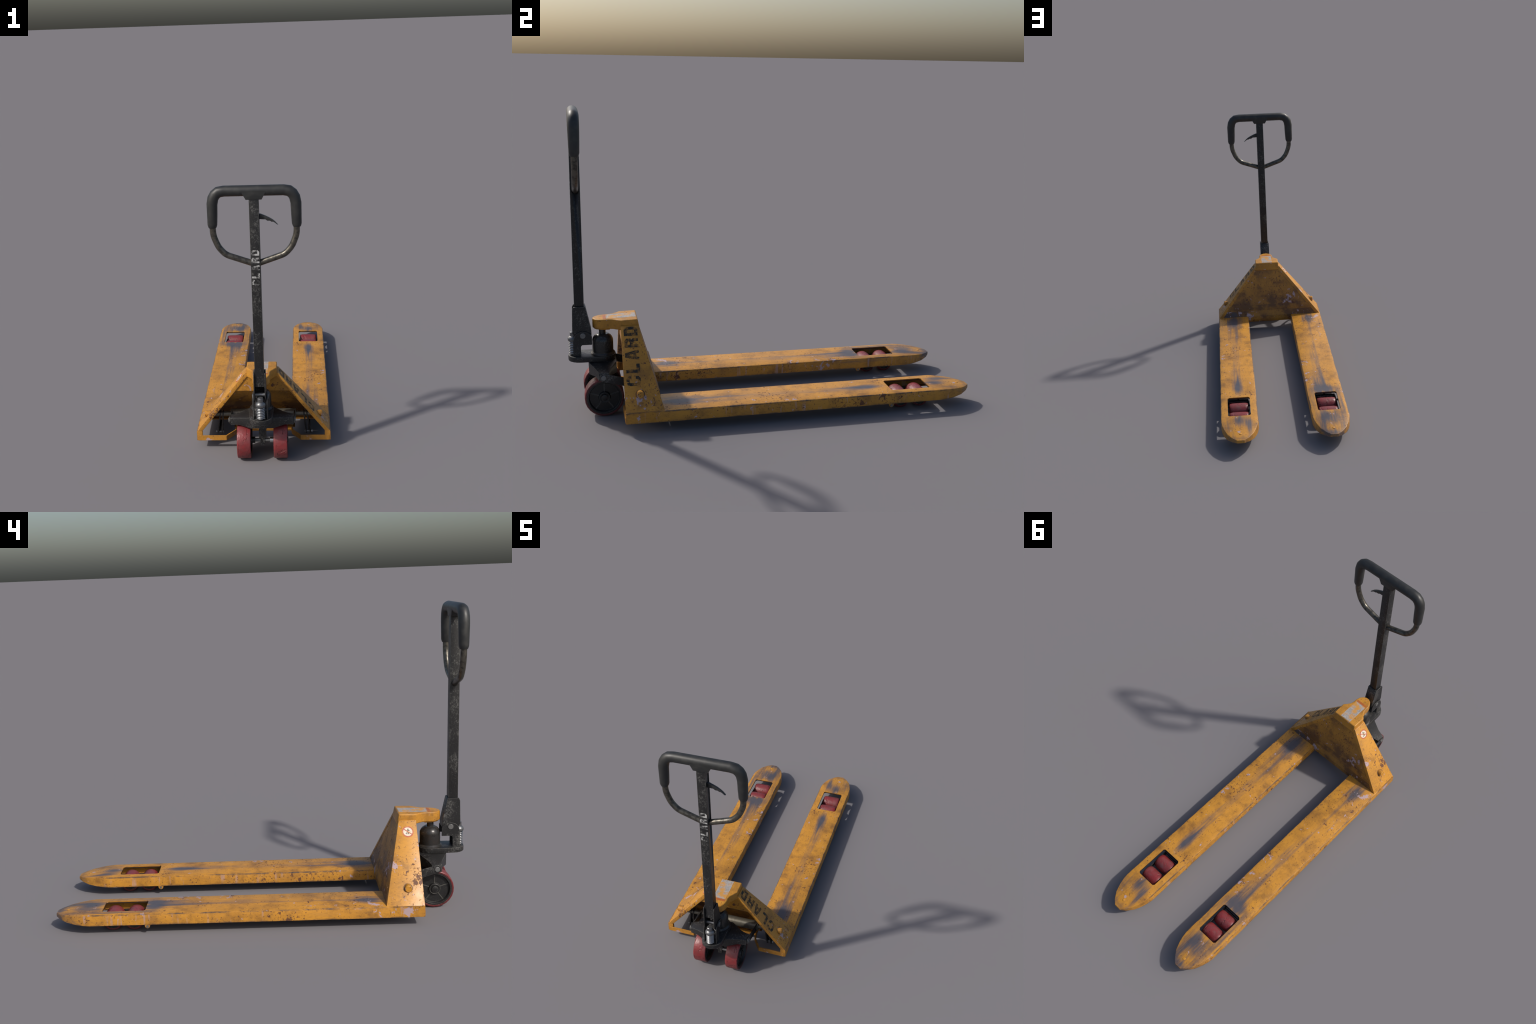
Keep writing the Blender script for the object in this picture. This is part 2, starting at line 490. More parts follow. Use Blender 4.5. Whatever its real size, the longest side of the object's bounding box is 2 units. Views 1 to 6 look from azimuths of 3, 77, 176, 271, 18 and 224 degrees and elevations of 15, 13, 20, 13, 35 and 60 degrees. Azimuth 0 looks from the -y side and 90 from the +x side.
M_inner = paint('shade_darkened_inner_paint', dirt=[((0, -0.62, 0.18), (0.5, 0.12, 0.13), 1.0)],  # brown blob darkens the raked lower panel for its shade
                rust=[((0.06, -0.73, 0.37), (0.03, 0.03, 0.03), 0.12)], primer=[((0, -0.73, 0.36), (0.2, 0.05, 0.05), 0.05)])
M_pin_ring = paint('dark_pin_ring_paint', dirt=[((0, -0.68, 0.17), (2, 0.2, 0.2), 1.3)])  # dirt blob used here only to make the ring dark brown
M_strip = paint('yellow_base_strip_paint', primer=[((-0.3, -0.75, 0.055), (0.02, 0.02, 0.01), 0.15), ((0.24, -0.75, 0.06), (0.015, 0.02, 0.012), 0.15)])

M_black = black_metal('scuffed_black_steel', 1.0)
M_cast = black_metal('black_cast_iron', 0.85, rust=0.10)
M_pole = black_metal('scratched_black_pole', 0.8, stretch=(1, 1, 0.7))
M_pump = black_metal('oily_black_pump_steel', 0.45, rust=0.18, rough=0.30, base=(0.022, 0.021, 0.020))  # base colour lifted slightly for the highlight on the dome
M_hub = black_metal('black_wheel_rim', 0.07, base=(0.0125, 0.0125, 0.013))
M_slot = steel('grey_slot_steel', (0.13, 0.125, 0.12), 0.5, 0.4, 0.55, (0.05, 0.028, 0.016))
M_tube = steel('worn_dark_tube_steel', (0.13, 0.12, 0.10), 0.33, 0.8, 0.85, (0.026, 0.025, 0.024))
M_bright = steel('spring_steel', (0.21, 0.215, 0.22), 0.36, 0.9, 0.35)
M_spring = steel('bright_coil_steel', (0.36, 0.37, 0.38), 0.30, 1.0, 0.2)
M_bolt = steel('dull_bolt_steel', (0.20, 0.20, 0.195), 0.45, 0.6, 0.5, (0.06, 0.06, 0.058))
M_shaft = steel('polished_axle_steel', (0.5, 0.5, 0.5), 0.3, 1.0, 0.3)
M_torsion = steel('dark_torsion_tube_steel', (0.16, 0.145, 0.115), 0.42, 0.6, 0.35)
M_rubber = rubber('black_grip_rubber')
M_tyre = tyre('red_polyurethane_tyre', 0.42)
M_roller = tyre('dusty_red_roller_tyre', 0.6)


def stencil_mat(name, ink, ground, lo, hi):
    N = Nodes(name)
    n = N.add(N.mul(N.noise(42.0, detail=5, rough=0.65), 0.75), N.mul(N.noise(240.0, detail=2), 0.25))
    col = N.mix(N.step(n, lo, hi), ink, ground)
    return N.finish(col, 0.55, 0.0, 0.3)


M_ink = stencil_mat('faded_black_stencil_ink', (0.022, 0.020, 0.016), (0.36, 0.165, 0.028), 0.44, 0.66)
M_white = stencil_mat('worn_white_lettering', (0.44, 0.44, 0.43), (0.040, 0.040, 0.040), 0.43, 0.58)


def label_mat():
    """pale sticker with rows of illegible print, rubbed through to the paint"""
    N = Nodes('rubbed_print_sticker')
    x, y, z = N.xyz()
    # columns of print run across the sticker: rows along y, words along x
    rows = N.m('SINE', N.m('MULTIPLY', y, 1050.0))
    words = N.noise(1.0, stretch=(330, 120, 1), detail=3, offset=(2, 0, 0))
    ink = N.mul(N.step(rows, -0.1, 0.5), N.step(words, 0.42, 0.55))
    # three blank bands between paragraphs
    band = N.step(N.m('ABSOLUTE', N.m('SINE', N.m('MULTIPLY_ADD', y, 63.0, 0.6))), 0.16, 0.26)
    inside = N.step(N.m('SUBTRACT', 0.032, N.m('ABSOLUTE', x)), 0.0, 0.003)
    ink = N.mul(ink, band, inside, 0.75)
    col = N.mix(ink, (0.35, 0.33, 0.315), (0.10, 0.085, 0.075))
    rub = N.add(N.noise(22.0, detail=5, rough=0.65, offset=(3, 8, 1)), N.blobs([((0.005, -0.75, 0.465), (0.02, 0.04, 1), 0.10), ((-0.03, -0.70, 0.465), (0.02, 0.04, 1), 0.06), ((0.03, -0.80, 0.465), (0.02, 0.03, 1), 0.08)]))
    col = N.mix(N.mul(N.step(rub, 0.47, 0.64), 0.9), col, YELLOW)
    return N.finish(col, 0.5, 0.0, 0.4)


M_label = label_mat()


def flat(name, c, c2, amt=0.5):
    N = Nodes(name)
    col = N.mix(N.mul(N.step(N.noise(60.0, detail=5, rough=0.65), 0.45, 0.7), amt), c, c2)
    return N.finish(col, 0.42, 0.0, 0.45)


M_orange = flat('orange_sticker_band', (0.36, 0.10, 0.022), (0.5, 0.2, 0.03))
M_signred = flat('faded_red_sign_ink', (0.40, 0.085, 0.04), (0.52, 0.21, 0.04), 0.85)
M_signwhite = flat('white_sign_ground', (0.66, 0.57, 0.47), (0.56, 0.42, 0.27), 0.6)
M_signblack = flat('dark_sign_ink', (0.07, 0.065, 0.045), (0.2, 0.17, 0.11), 0.4)

# ------------------------------------------------------------------ the truck
truck = bpy.data.objects.new('pallet_truck', None)
bpy.context.scene.collection.objects.link(truck)
truck['label'] = 'worn yellow hand pallet truck with black steering handle'
truck['category'] = 'pallet jack'

# ---- forks
FX, HW = 0.2545, 0.1045          # fork centre line, half width
Z_TOP, Z_BOT = 0.1035, 0.048
RAD_OUT = [(-0.60, 1.0), (0.828, 1.0), (0.862, 0.95), (0.895, 0.87), (0.941, 0.70), (0.978, 0.44), (1.0, 0.185)]


def top_z(y):
    t = max(0.0, (y - 0.80) / 0.20)
    return Z_TOP - 0.0165 * t ** 1.5


def bot_z(y):
    t = max(0.0, (y - 0.80) / 0.20)
    return Z_BOT + 0.021 * t ** 2.4


def inset(loop, d):
    """inward offset of a closed CCW plan loop; the rear edge (last->first) stays"""
    n = len(loop); out = []
    for i in range(n):
        p = Vector(loop[i])
        a, b = Vector(loop[i - 1]), Vector(loop[(i + 1) % n])
        e1, e2 = (p - a).normalized(), (b - p).normalized()
        n1, n2 = Vector((-e1.y, e1.x)), Vector((-e2.y, e2.x))
        if i == 0: q = p + n2 * d
        elif i == n - 1: q = p + n1 * d
        else:
            m = (n1 + n2).normalized(); q = p + m * (d / max(0.4, m.dot(n1)))
        out.append((q.x, q.y))
    return out


def build_fork(side):
    outer = [(FX * side + HW * k, y) for y, k in RAD_OUT]
    loop = outer + [(FX * side - HW * k, y) for y, k in reversed(RAD_OUT)]
    n = len(loop)
    bm = bmesh.new()
    def ring(d, zf):
        return [bm.verts.new((x, y, zf(yy))) for (x, y), (_, yy) in zip(inset(loop, d), loop)]
    A = ring(0.0052, lambda y: top_z(y))
    A2 = ring(0.0016, lambda y: top_z(y) - 0.0016)
    B = ring(0.0, lambda y: top_z(y) - 0.0052)
    C = ring(0.0, lambda y: bot_z(y))
    D1 = ring(0.0175, lambda y: bot_z(y))
    D2 = ring(0.0175, lambda y: bot_z(y) + 0.004)
    D = ring(0.006, lambda y: bot_z(y) + 0.004)
    E = ring(0.006, lambda y: top_z(y) - 0.006)
    # oblong window with clipped corners
    hx0, hx1, hy0, hy1, c = FX * side - 0.0645, FX * side + 0.0645, 0.566, 0.7725, 0.009
    hole = [(hx0 + c, hy0), (hx1 - c, hy0), (hx1, hy0 + c), (hx1, hy1 - c), (hx1 - c, hy1), (hx0 + c, hy1), (hx0, hy1 - c), (hx0, hy0 + c)]
    H = [bm.verts.new((x, y, top_z(y))) for x, y in hole]
    cy = (hy0 + hy1) / 2
    wide = [(FX * side + (x - FX * side) * 1.05, cy + (y - cy) * 1.03) for x, y in hole]
    G0 = [bm.verts.new((x, y, top_z(y) - 0.0105)) for x, y in hole]
    G1 = [bm.verts.new((x, y, top_z(y) - 0.0105)) for x, y in wide]
    G = [bm.verts.new((x, y, top_z(y) - 0.006)) for x, y in wide]
    for P, Q in ((A, A2), (A2, B), (B, C), (C, D1), (D1, D2), (D2, D), (D, E)):
        for i in range(n - 1):
            bm.faces.new((P[i], Q[i], Q[i + 1], P[i + 1]))
    # rear edge: only the top sheet closes, the channel stays open underneath
    for i in (0, n - 1):
        bm.faces.new((A[i], A2[i], B[i], C[i], D1[i], D2[i], D[i], E[i]))
    bm.faces.new((A[0], A[-1], E[-1], E[0]))
    k = len(H)
    for i in range(k):
        for P, Q in ((H, G0), (G0, G1), (G1, G)):
            bm.faces.new((P[i], P[(i + 1) % k], Q[(i + 1) % k], Q[i]))
    for L, S in ((A, H), (E, G)):
        es = []
        for R in (L, S):
            for i in range(len(R)):
                v0, v1 = R[i], R[(i + 1) % len(R)]
                e = bm.edges.get((v0, v1)) or bm.edges.new((v0, v1))
                es.append(e)
        bmesh.ops.triangle_fill(bm, use_beauty=True, edges=es)
    return bm


forks = []
for side in (1, -1):
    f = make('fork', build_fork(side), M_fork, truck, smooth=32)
    forks.append(f)
    s = side
    # side wall running forward to the front corner post
    x1, x0 = 0.3587 * s, 0.3535 * s
    make('fork_heel', box(min(x0, x1), max(x0, x1), -0.7475, -0.5900, 0.0483, 0.1013), M_fork, f)
    # little axle lugs under both walls
    for lx in (FX + 0.0985, FX - 0.0985):
        pts = [(0.534, 0.0495), (0.5395, 0.0450), (0.5425, 0.0350), (0.5480, 0.0298), (0.5535, 0.0284), (0.5590, 0.0298), (0.5645, 0.0350), (0.5675, 0.0450), (0.573, 0.0495)]
        make('lug', prism(pts, s * lx - 0.0035, s * lx + 0.0035, 'x'), M_fork, f, bevel=0.001, seg=1)
    make('lug_pin', rod((s * (FX - 0.1032), 0.5535, 0.0385), (s * (FX + 0.1032), 0.5535, 0.0385), 0.0062, 14), M_bolt, f)
    # round plug weld near the tip
    make('plug', lathe([(-0.001, 0.0085), (0.0006, 0.0085), (0.001, 0.0075)], (FX * s, 0.945, top_z(0.945)), 'z', 20), M_strip, f)
    # push rod and roller bogie inside the channel
    make('push_rod', join(rod((s * 0.2455, -0.66, 0.062), (s * 0.2545, 0.535, 0.062), 0.008, 12)), M_cast, f)
    for bx in (FX - 0.0605, FX + 0.0605):
        pts = [(0.53, 0.050), (0.545, 0.036), (0.61, 0.034), (0.74, 0.034), (0.752, 0.046), (0.74, 0.060), (0.60, 0.066), (0.545, 0.066)]
        make('bogie_plate', prism(pts, s * bx - 0.002, s * bx + 0.002, 'x'), M_cast, f, bevel=0.0008, seg=1)
    make('bogie_cross_bar', box(s * FX - 0.058, s * FX + 0.058, 0.548, 0.572, 0.050, 0.078), M_cast, f, bevel=0.002)

# ---- load rollers (barrel edged, shared mesh)
R_ROLL = 0.0460
roll_prof = [(-0.0555, 0.0375), (-0.0535, 0.0412), (-0.0480, 0.0441), (-0.034, R_ROLL), (0.034, R_ROLL), (0.0480, 0.0441), (0.0535, 0.0412), (0.0555, 0.0375),
             (0.0555, 0.0325), (-0.0555, 0.0325)]
core_prof = [(-0.0520, 0.008), (-0.0520, 0.0322), (-0.0540, 0.0330), (0.0540, 0.0330), (0.0520, 0.0322), (0.0520, 0.008)]
tyre_me = core_me = None
for s in (1, -1):
    for y in (0.6235, 0.7255):
        if core_me is None:
            a = make('load_roller', lathe(core_prof, (0, 0, 0), 'x', 24), M_hub, truck); core_me = a.data
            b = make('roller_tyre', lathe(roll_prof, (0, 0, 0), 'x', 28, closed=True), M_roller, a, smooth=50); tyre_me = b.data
        else:
            a = link('load_roller', core_me, truck); b = link('roller_tyre', tyre_me, a)
        a.location = (FX * s + 0.001, y, R_ROLL)
        b.rotation_euler = (random.uniform(0, 6.28), 0, 0)
        ax = make('roller_axle', rod((-0.0615, 0, 0), (0.0615, 0, 0), 0.007, 12), M_bolt, a)

# ---- frame
def plate_x(z): return 0.3545 - 0.8006 * (z - 0.102)

ZP0, ZP1 = 0.1015, 0.4375
side_plates = []
for s in (1, -1):
    def corner(z, y, inn): return (s * (plate_x(z) - (0.026 if inn else 0)), y, z)
    bot = [corner(ZP0, -0.7485, 0), corner(ZP0, -0.569, 0), corner(ZP0, -0.569, 1), corner(ZP0, -0.7485, 1)]
    top = [corner(ZP1, -0.7485, 0), corner(ZP1, -0.664, 0), corner(ZP1, -0.664, 1), corner(ZP1, -0.7485, 1)]
    sp = make('side_plate', hexa(bot, top), M_frame, truck, bevel=0.0016)
    side_plates.append(sp)
    make('corner_post', box(*sorted((s * 0.3275, s * 0.3568)), -0.7490, -0.735, 0.0485, 0.1025), M_strip, sp, bevel=0.0012)
    # pivot pin of the torsion tube showing through the plate
    make('pivot_pin', rod((s * 0.275, -0.6775, 0.1705), (s * 0.3180, -0.6775, 0.1705), 0.0170, 24, 0.003), M_frame, sp)
    # dark ring around the pin, in the plane of the plate
    nrm = Vector((0.781 * s, 0, 0.625)).normalized()
    c0 = Vector((s * plate_x(0.1705), -0.6775, 0.1705))
    make('dark_pin_ring', rod(c0 - nrm * 0.004, c0 + nrm * 0.0008, 0.0220, 28, 0.0006), M_pin_ring, sp)

# back plate: slab across the rear edges of the side plates
def back_y(z): return -0.571 - 0.0945 * (z - 0.102) / 0.335
bk_bot = [(-0.3525, back_y(0.1025), 0.1028), (0.3525, back_y(0.1025), 0.1028), (0.326, back_y(0.1025) - 0.008, 0.1028), (-0.326, back_y(0.1025) - 0.008, 0.1028)]
xt = plate_x(0.435) - 0.001
bk_top = [(-xt, back_y(0.435), 0.435), (xt, back_y(0.435), 0.435), (xt - 0.02, back_y(0.435) - 0.008, 0.435), (-xt + 0.02, back_y(0.435) - 0.008, 0.435)]
back = make('back_plate', hexa(bk_bot, bk_top), M_back, truck, bevel=0.0006, seg=1)
# curled lower lip between the forks
lip = [(-0.5718, 0.106), (-0.5700, 0.085), (-0.5722, 0.069), (-0.579, 0.0585), (-0.592, 0.0545), (-0.645, 0.0535),
       (-0.645, 0.0595), (-0.593, 0.0605), (-0.583, 0.064), (-0.5785, 0.0715), (-0.577, 0.086), (-0.579, 0.106)]
make('back_lip', prism(lip, -0.1505, 0.1505, 'x'), M_back, back, smooth=30)

# inner gusset: upright panel, then raked underside, then down to the lip
def inner_x(z): return plate_x(z) - 0.0265
prof = [(-0.7435, 0.432), (-0.7430, 0.333), (-0.590, 0.168), (-0.586, 0.104)]
V, F = [], []
for off in (0.0, 0.006):
    for y, z in prof:
        x = inner_x(z) + 0.006
        V += [(-x, y + off, z + off * 0.5), (x, y + off, z + off * 0.5)]
n = len(prof)
for i in range(n - 1):
    a = 2 * i; b = a + 2 * n
    F += [[a, a + 1, a + 3, a + 2], [b, b + 2, b + 3, b + 1], [a, a + 2, b + 2, b], [a + 1, b + 1, b + 3, a + 3]]
F += [[0, 2 * n, 2 * n + 1, 1], [2 * n - 2, 2 * n - 1, 4 * n - 1, 4 * n - 2]]
make('inner_gusset', (V, F), M_inner, back)

# low strip running round the front opening
pl = [(0.350, -0.7480), (0.2005, -0.7480), (0.155, -0.682), (0.1495, -0.640), (-0.1495, -0.640), (-0.155, -0.682), (-0.2005, -0.7480), (-0.350, -0.7480)]
L, R = ribbon(pl, 0.007)
V, F = [], []
for a, b in zip(L, R):
    V += [(a.x, a.y, 0.0485), (b.x, b.y, 0.0485), (b.x, b.y, 0.0765), (a.x, a.y, 0.0765)]
for i in range(len(pl) - 1):
    o = 4 * i
    for k in range(4): F.append([o + k, o + (k + 1) % 4, o + 4 + (k + 1) % 4, o + 4 + k])
F += [[0, 1, 2, 3], [len(V) - 4, len(V) - 1, len(V) - 2, len(V) - 3]]
make('base_strip', (V, F), M_strip, truck, bevel=0.001, seg=1, smooth=25)

# ---- head cover (cap) that takes the pump rod
half = [(0.0795, 0), (0.0795, -0.747), (0.066, -0.762), (0.050, -0.785), (0.0465, -0.805), (0.0465, -0.828), (0.041, -0.850), (0.028, -0.869), (0.010, -0.8795)]
def cap_loop(grow, rear):
    pts = [(x - grow * (1 if x > 0.03 else 0.6), (y + grow * (0.3 if y > -0.8 else 0.9)) if y else rear) for x, y in half]
    return pts + [(-x, y) for x, y in reversed(pts)]
def cap_z(y): return 0.4675 - 0.028 * max(0.0, (-0.66 - y)) if y > -0.88 else 0.461
V = [(x, y, 0.4135) for x, y in cap_loop(0.0, -0.6555)] + [(x, y, cap_z(y)) for x, y in cap_loop(0.0, -0.6665)]
m = len(half) * 2
F = [list(range(m))[::-1], list(range(m, 2 * m))] + [[i, (i + 1) % m, m + (i + 1) % m, m + i] for i in range(m)]
cap = make('head_cover', (V, F), M_cap, truck, bevel=0.0065, seg=3, smooth=38, bev_angle=50)
lipc = [(x * 0.86, y) for x, y in half if y < -0.79]
lp = [(x, y + 0.007) for x, y in lipc]; lp = lp + [(-x, y) for x, y in reversed(lp)]
make('cover_boss', prism(lp, 0.4085, 0.425, 'z'), M_cap, cap, bevel=0.002)

# sticker on the cover
def sticker(name, x0, x1, y0, y1, mat, t):
    V = [(x, y, cap_z(y) + k) for k in (-0.002, t) for x, y in ((x0, y0), (x1, y0), (x1, y1), (x0, y1))]
    F = [[3, 2, 1, 0], [4, 5, 6, 7]] + [[i, (i + 1) % 4, 4 + (i + 1) % 4, 4 + i] for i in range(4)]
    return make(name, (V, F), mat, cap)
sticker('printed_sticker', -0.0350, 0.0350, -0.815, -0.672, M_label, 0.0007)
sticker('sticker_band', -0.0350, 0.0350, -0.8305, -0.8152, M_orange, 0.0006)

# ---- stencilled capitals on the right plate, reading upward
rake = Vector((-0.8006, 0, 1)).normalized()
nout = Vector((1, 0, 0.8006)).normalized()
for ch, s0 in zip('CLARD', (0.130, 0.193, 0.258, 0.319, 0.379)):
    o = Vector((0.3545, -0.671, 0.102)) + rake * s0
    make('stencil_letter', letter(ch, o, rake, (0, -1, 0), nout, 0.046, 0.065, 0.0005), M_ink, side_plates[0])

# ---- round prohibition sign on the left plate
sc = Vector((-plate_x(0.391), -0.703, 0.391))
su = Vector((0.8006, 0, 1)).normalized()       # up the plate
sn = Vector((-1, 0, 0.8006)).normalized()
sv = Vector((0, -1, 0))                         # to the right when seen from outside
def on_sign(u, v, h): return tuple(sc + sv * u + su * v + sn * h)
def sign_poly(pts, h):
    n = len(pts)
    V = [on_sign(u, v, -0.001) for u, v in pts] + [on_sign(u, v, h) for u, v in pts]
    return V, [list(range(n))[::-1], list(range(n, 2 * n))] + [[i, (i + 1) % n, n + (i + 1) % n, n + i] for i in range(n)]
def circ(r, n=40): return [(r * math.cos(2 * PI * k / n), r * math.sin(2 * PI * k / n)) for k in range(n)]
sign = make('prohibition_sign', sign_poly(circ(0.0285), 0.0005), M_signred, side_plates[1])
make('sign_ground', sign_poly(circ(0.0222), 0.0008), M_signwhite, sign)
# rider on a small truck: head, body, arm, legs
k = 0.0222
fig = [[(0.02, 0.72), (0.16, 0.74), (0.18, 0.56), (0.02, 0.54)],
       [(-0.10, 0.52), (0.20, 0.54), (0.22, 0.20), (0.02, 0.02), (-0.06, 0.05)],
       [(0.16, 0.24), (0.52, 0.02), (0.56, 0.10), (0.22, 0.38)],
       [(-0.14, -0.02), (0.06, 0.02), (0.26, -0.46), (0.14, -0.50)],
       [(-0.14, -0.04), (-0.02, -0.10), (-0.38, -0.46), (-0.50, -0.44)],
       [(-0.50, -0.44), (-0.44, -0.56), (0.28, -0.58), (0.26, -0.48)]]
make('sign_figure', join(*[sign_poly([(a * k, b * k) for a, b in f], 0.0010 + 0.00005 * i) for i, f in enumerate(fig)]), M_signblack, sign)
d = Vector((0.80, -0.60)); w = 0.0022
bar = [(-0.018 * 1 - w * 0.6, 0.0135 - w * 0.8), (0.018 - w * 0.6, -0.0135 - w * 0.8), (0.018 + w * 0.6, -0.0135 + w * 0.8), (-0.018 + w * 0.6, 0.0135 + w * 0.8)]
make('sign_bar', sign_poly(bar, 0.0014), M_signred, sign)

# ---- hydraulic unit
PY = -0.8325
base_pts = []
for kk in range(13):
    t = PI * kk / 12
    base_pts.append((0.062 * math.cos(t), PY + 0.062 * math.sin(t)))
for kk in range(11):
    t = PI + PI * kk / 10
    base_pts.append((0.059 * math.cos(t), -0.9405 + 0.059 * math.sin(t)))
pump_base = make('pump_base', prism(base_pts, 0.2545, 0.2805, 'z'), M_cast, truck, bevel=0.0025)
make('pump_cylinder', lathe([(-0.01, 0.0595), (0.004, 0.0585), (0.008, 0.0535), (0.011, 0.0508), (0.066, 0.0505), (0.072, 0.0500), (0.082, 0.0460), (0.091, 0.0395), (0.098, 0.0300), (0.1005, 0.0262), (0.1005, 0.018)],
                            (0, PY, 0.2800), 'z', 32), M_pump, pump_base, smooth=30)
make('lift_rod', lathe([(0, 0.0165), (0.060, 0.0165)], (0, PY - 0.001, 0.372), 'z', 20), M_pump, pump_base)
# ears that carry the handle
ear = [(-0.9755, 0.279), (-0.938, 0.279), (-0.938, 0.329), (-0.932, 0.336), (-0.8845, 0.336), (-0.8845, 0.376)]
for kk in range(9):
    t = math.radians(10 + 160 * kk / 8)
    ear.append((-0.9265 + 0.0425 * math.cos(t), 0.372 + 0.0320 * math.sin(t)))
ear += [(-0.9745, 0.355)]
for s in (1, -1):
    make('ear_plate', prism(ear, *sorted((s * 0.0322, s * 0.0378)), 'x'), M_black, pump_base, bevel=0.001, seg=1)
    make('pivot_bolt', rod((s * 0.034, -0.9275, 0.3835), (s * 0.0412, -0.9275, 0.3835), 0.0135, 20, 0.0015), M_bolt, pump_base)
# pump plunger with return spring
SY = -0.9735
make('plunger', lathe([(0, 0.0135), (0.071, 0.0165), (0.0725, 0.0240), (0.0770, 0.0262), (0.0850, 0.0262), (0.0910, 0.0240), (0.0955, 0.0185), (0.0980, 0.0157), (0.117, 0.0152), (0.119, 0.0130)],
                      (0.0015, SY, 0.279), 'z', 28), M_bright, pump_base)
coils, turns = [], 7.5
steps = int(turns * 20)
for kk in range(steps + 1):
    t = 2 * PI * turns * kk / steps
    coils.append((0.0015 + 0.0190 * math.cos(t), SY + 0.0190 * math.sin(t), 0.2840 + 0.0655 * kk / steps))
Vc, Fc = [], []
segc = 8
for i, p in enumerate(coils):
    t = 2 * PI * turns * i / steps
    rad = Vector((math.cos(t), math.sin(t), 0))
    for j in range(segc):
        a = 2 * PI * j / segc
        Vc.append(tuple(Vector(p) + rad * (0.0040 * math.cos(a)) + Vector((0, 0, 0.0042 * math.sin(a)))))
for i in range(steps):
    for j in range(segc):
        Fc.append([i * segc + j, i * segc + (j + 1) % segc, (i + 1) * segc + (j + 1) % segc, (i + 1) * segc + j])
Fc += [list(range(segc)), [steps * segc + j for j in range(segc)][::-1]]
make('spring', (Vc, Fc), M_spring, pump_base, smooth=80)

# ---- steering yoke under the pump
def yoke_sec(x, y0, y1, zb, zt, drop=0.0):
    return [(x, y0, zb + drop), (x, y1, zb + drop), (x, y1, zt), (x, y0, zt)]
secs = [yoke_sec(-0.1640, -0.8610, -0.8130, 0.1935, 0.2320), yoke_sec(-0.1180, -0.8730, -0.8020, 0.2000, 0.2390), yoke_sec(-0.058, -0.9030, -0.7700, 0.1930, 0.2535),
        yoke_sec(0.058, -0.9030, -0.7700, 0.1930, 0.2535), yoke_sec(0.1180, -0.8730, -0.8020, 0.2000, 0.2390), yoke_sec(0.1640, -0.8610, -0.8130, 0.1935, 0.2320)]
V = [p for s_ in secs for p in s_]
F = [[0, 3, 2, 1], [len(V) - 4 + i for i in range(4)]]
for i in range(len(secs) - 1):
    for j in range(4): F.append([4 * i + j, 4 * i + (j + 1) % 4, 4 * i + 4 + (j + 1) % 4, 4 * i + 4 + j])
yoke = make('steering_yoke', (V, F), M_cast, truck, bevel=0.003)
make('yoke_stem', join(box(-0.019, 0.019, -0.852, -0.818, 0.112, 0.200)), M_cast, yoke, bevel=0.002)
make('stem_foot', box(-0.0115, 0.0115, -0.848, -0.822, 0.068, 0.1125), M_cast, yoke, bevel=0.002)
for s in (1, -1):
    make('yoke_bolt', rod((s * 0.158, -0.8385, 0.2115), (s * 0.1755, -0.8385, 0.2115), 0.0125, 20, 0.0015), M_bolt, yoke)

# ---- steering wheels
WR, WX, WY = 0.0945, 0.0948, -0.8350
w2 = 0.0358
tprof = [(-w2, 0.0845), (-w2, 0.0905), (-w2 + 0.0020, 0.0932), (-w2 + 0.0055, WR), (w2 - 0.0055, WR), (w2 - 0.0020, 0.0932), (w2, 0.0905), (w2, 0.0845), (w2 - 0.004, 0.083), (-w2 + 0.004, 0.083)]
rprof = [(w2 - 0.001, 0.0840), (w2 - 0.001, 0.0760), (w2 - 0.0035, 0.0735), (w2 - 0.013, 0.0715), (w2 - 0.015, 0.0700), (w2 - 0.015, 0.0300),
         (w2 - 0.013, 0.0285), (w2 - 0.003, 0.0265), (w2 - 0.002, 0.0250), (w2 - 0.004, 0.0235), (w2 - 0.006, 0.010)]
rprof = rprof + [(-a, r) for a, r in reversed(rprof)]
spokes = []
for sd in (1, -1):
    for kk in range(5):
        t = PI / 2 + 2 * PI * kk / 5
        u = Vector((0, math.cos(t), math.sin(t))); v = Vector((0, -math.sin(t), math.cos(t))); ax = Vector((1, 0, 0)) * sd
        q = []
        for hgt in (w2 - 0.018, w2 - 0.0125):
            for r, side2 in ((0.024, -1), (0.0725, -1), (0.0725, 1), (0.024, 1)):
                q.append(tuple(u * r + v * (0.0016 * side2) + ax * hgt))
        spokes.append((q, [[3, 2, 1, 0], [4, 5, 6, 7]] + [[i, (i + 1) % 4, 4 + (i + 1) % 4, 4 + i] for i in range(4)]))
rim_me = t_me = n_me = None
for s in (1, -1):
    if rim_me is None:
        rim = make('steer_wheel', join(lathe(rprof, (0, 0, 0), 'x', 36, closed=True), *spokes), M_hub, truck, smooth=35); rim_me = rim.data
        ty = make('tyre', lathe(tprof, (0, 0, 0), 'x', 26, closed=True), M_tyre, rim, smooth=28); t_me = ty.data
        nut = make('wheel_nut', join(lathe([(-w2 - 0.004, 0.0125), (-w2 - 0.0025, 0.0155), (w2 + 0.0025, 0.0155), (w2 + 0.004, 0.0125)], (0, 0, 0), 'x', 16)), M_hub, rim); n_me = nut.data
    else:
        rim = link('steer_wheel', rim_me, truck); ty = link('tyre', t_me, rim); nut = link('wheel_nut', n_me, rim)
    rim.location = (WX * s, WY, WR)
    ty.rotation_euler = (0.9 if s < 0 else 0.0, 0, 0)
axle = make('wheel_axle', rod((-0.1, WY, WR), (0.1, WY, WR), 0.0095, 18), M_bolt, truck)
make('axle_collar', rod((0.0375, WY, WR), (0.0600, WY, WR), 0.0155, 20, 0.001), M_shaft, axle)
make('axle_collar', rod((-0.0400, WY, WR), (-0.0600, WY, WR), 0.0165, 20, 0.001), M_hub, axle)

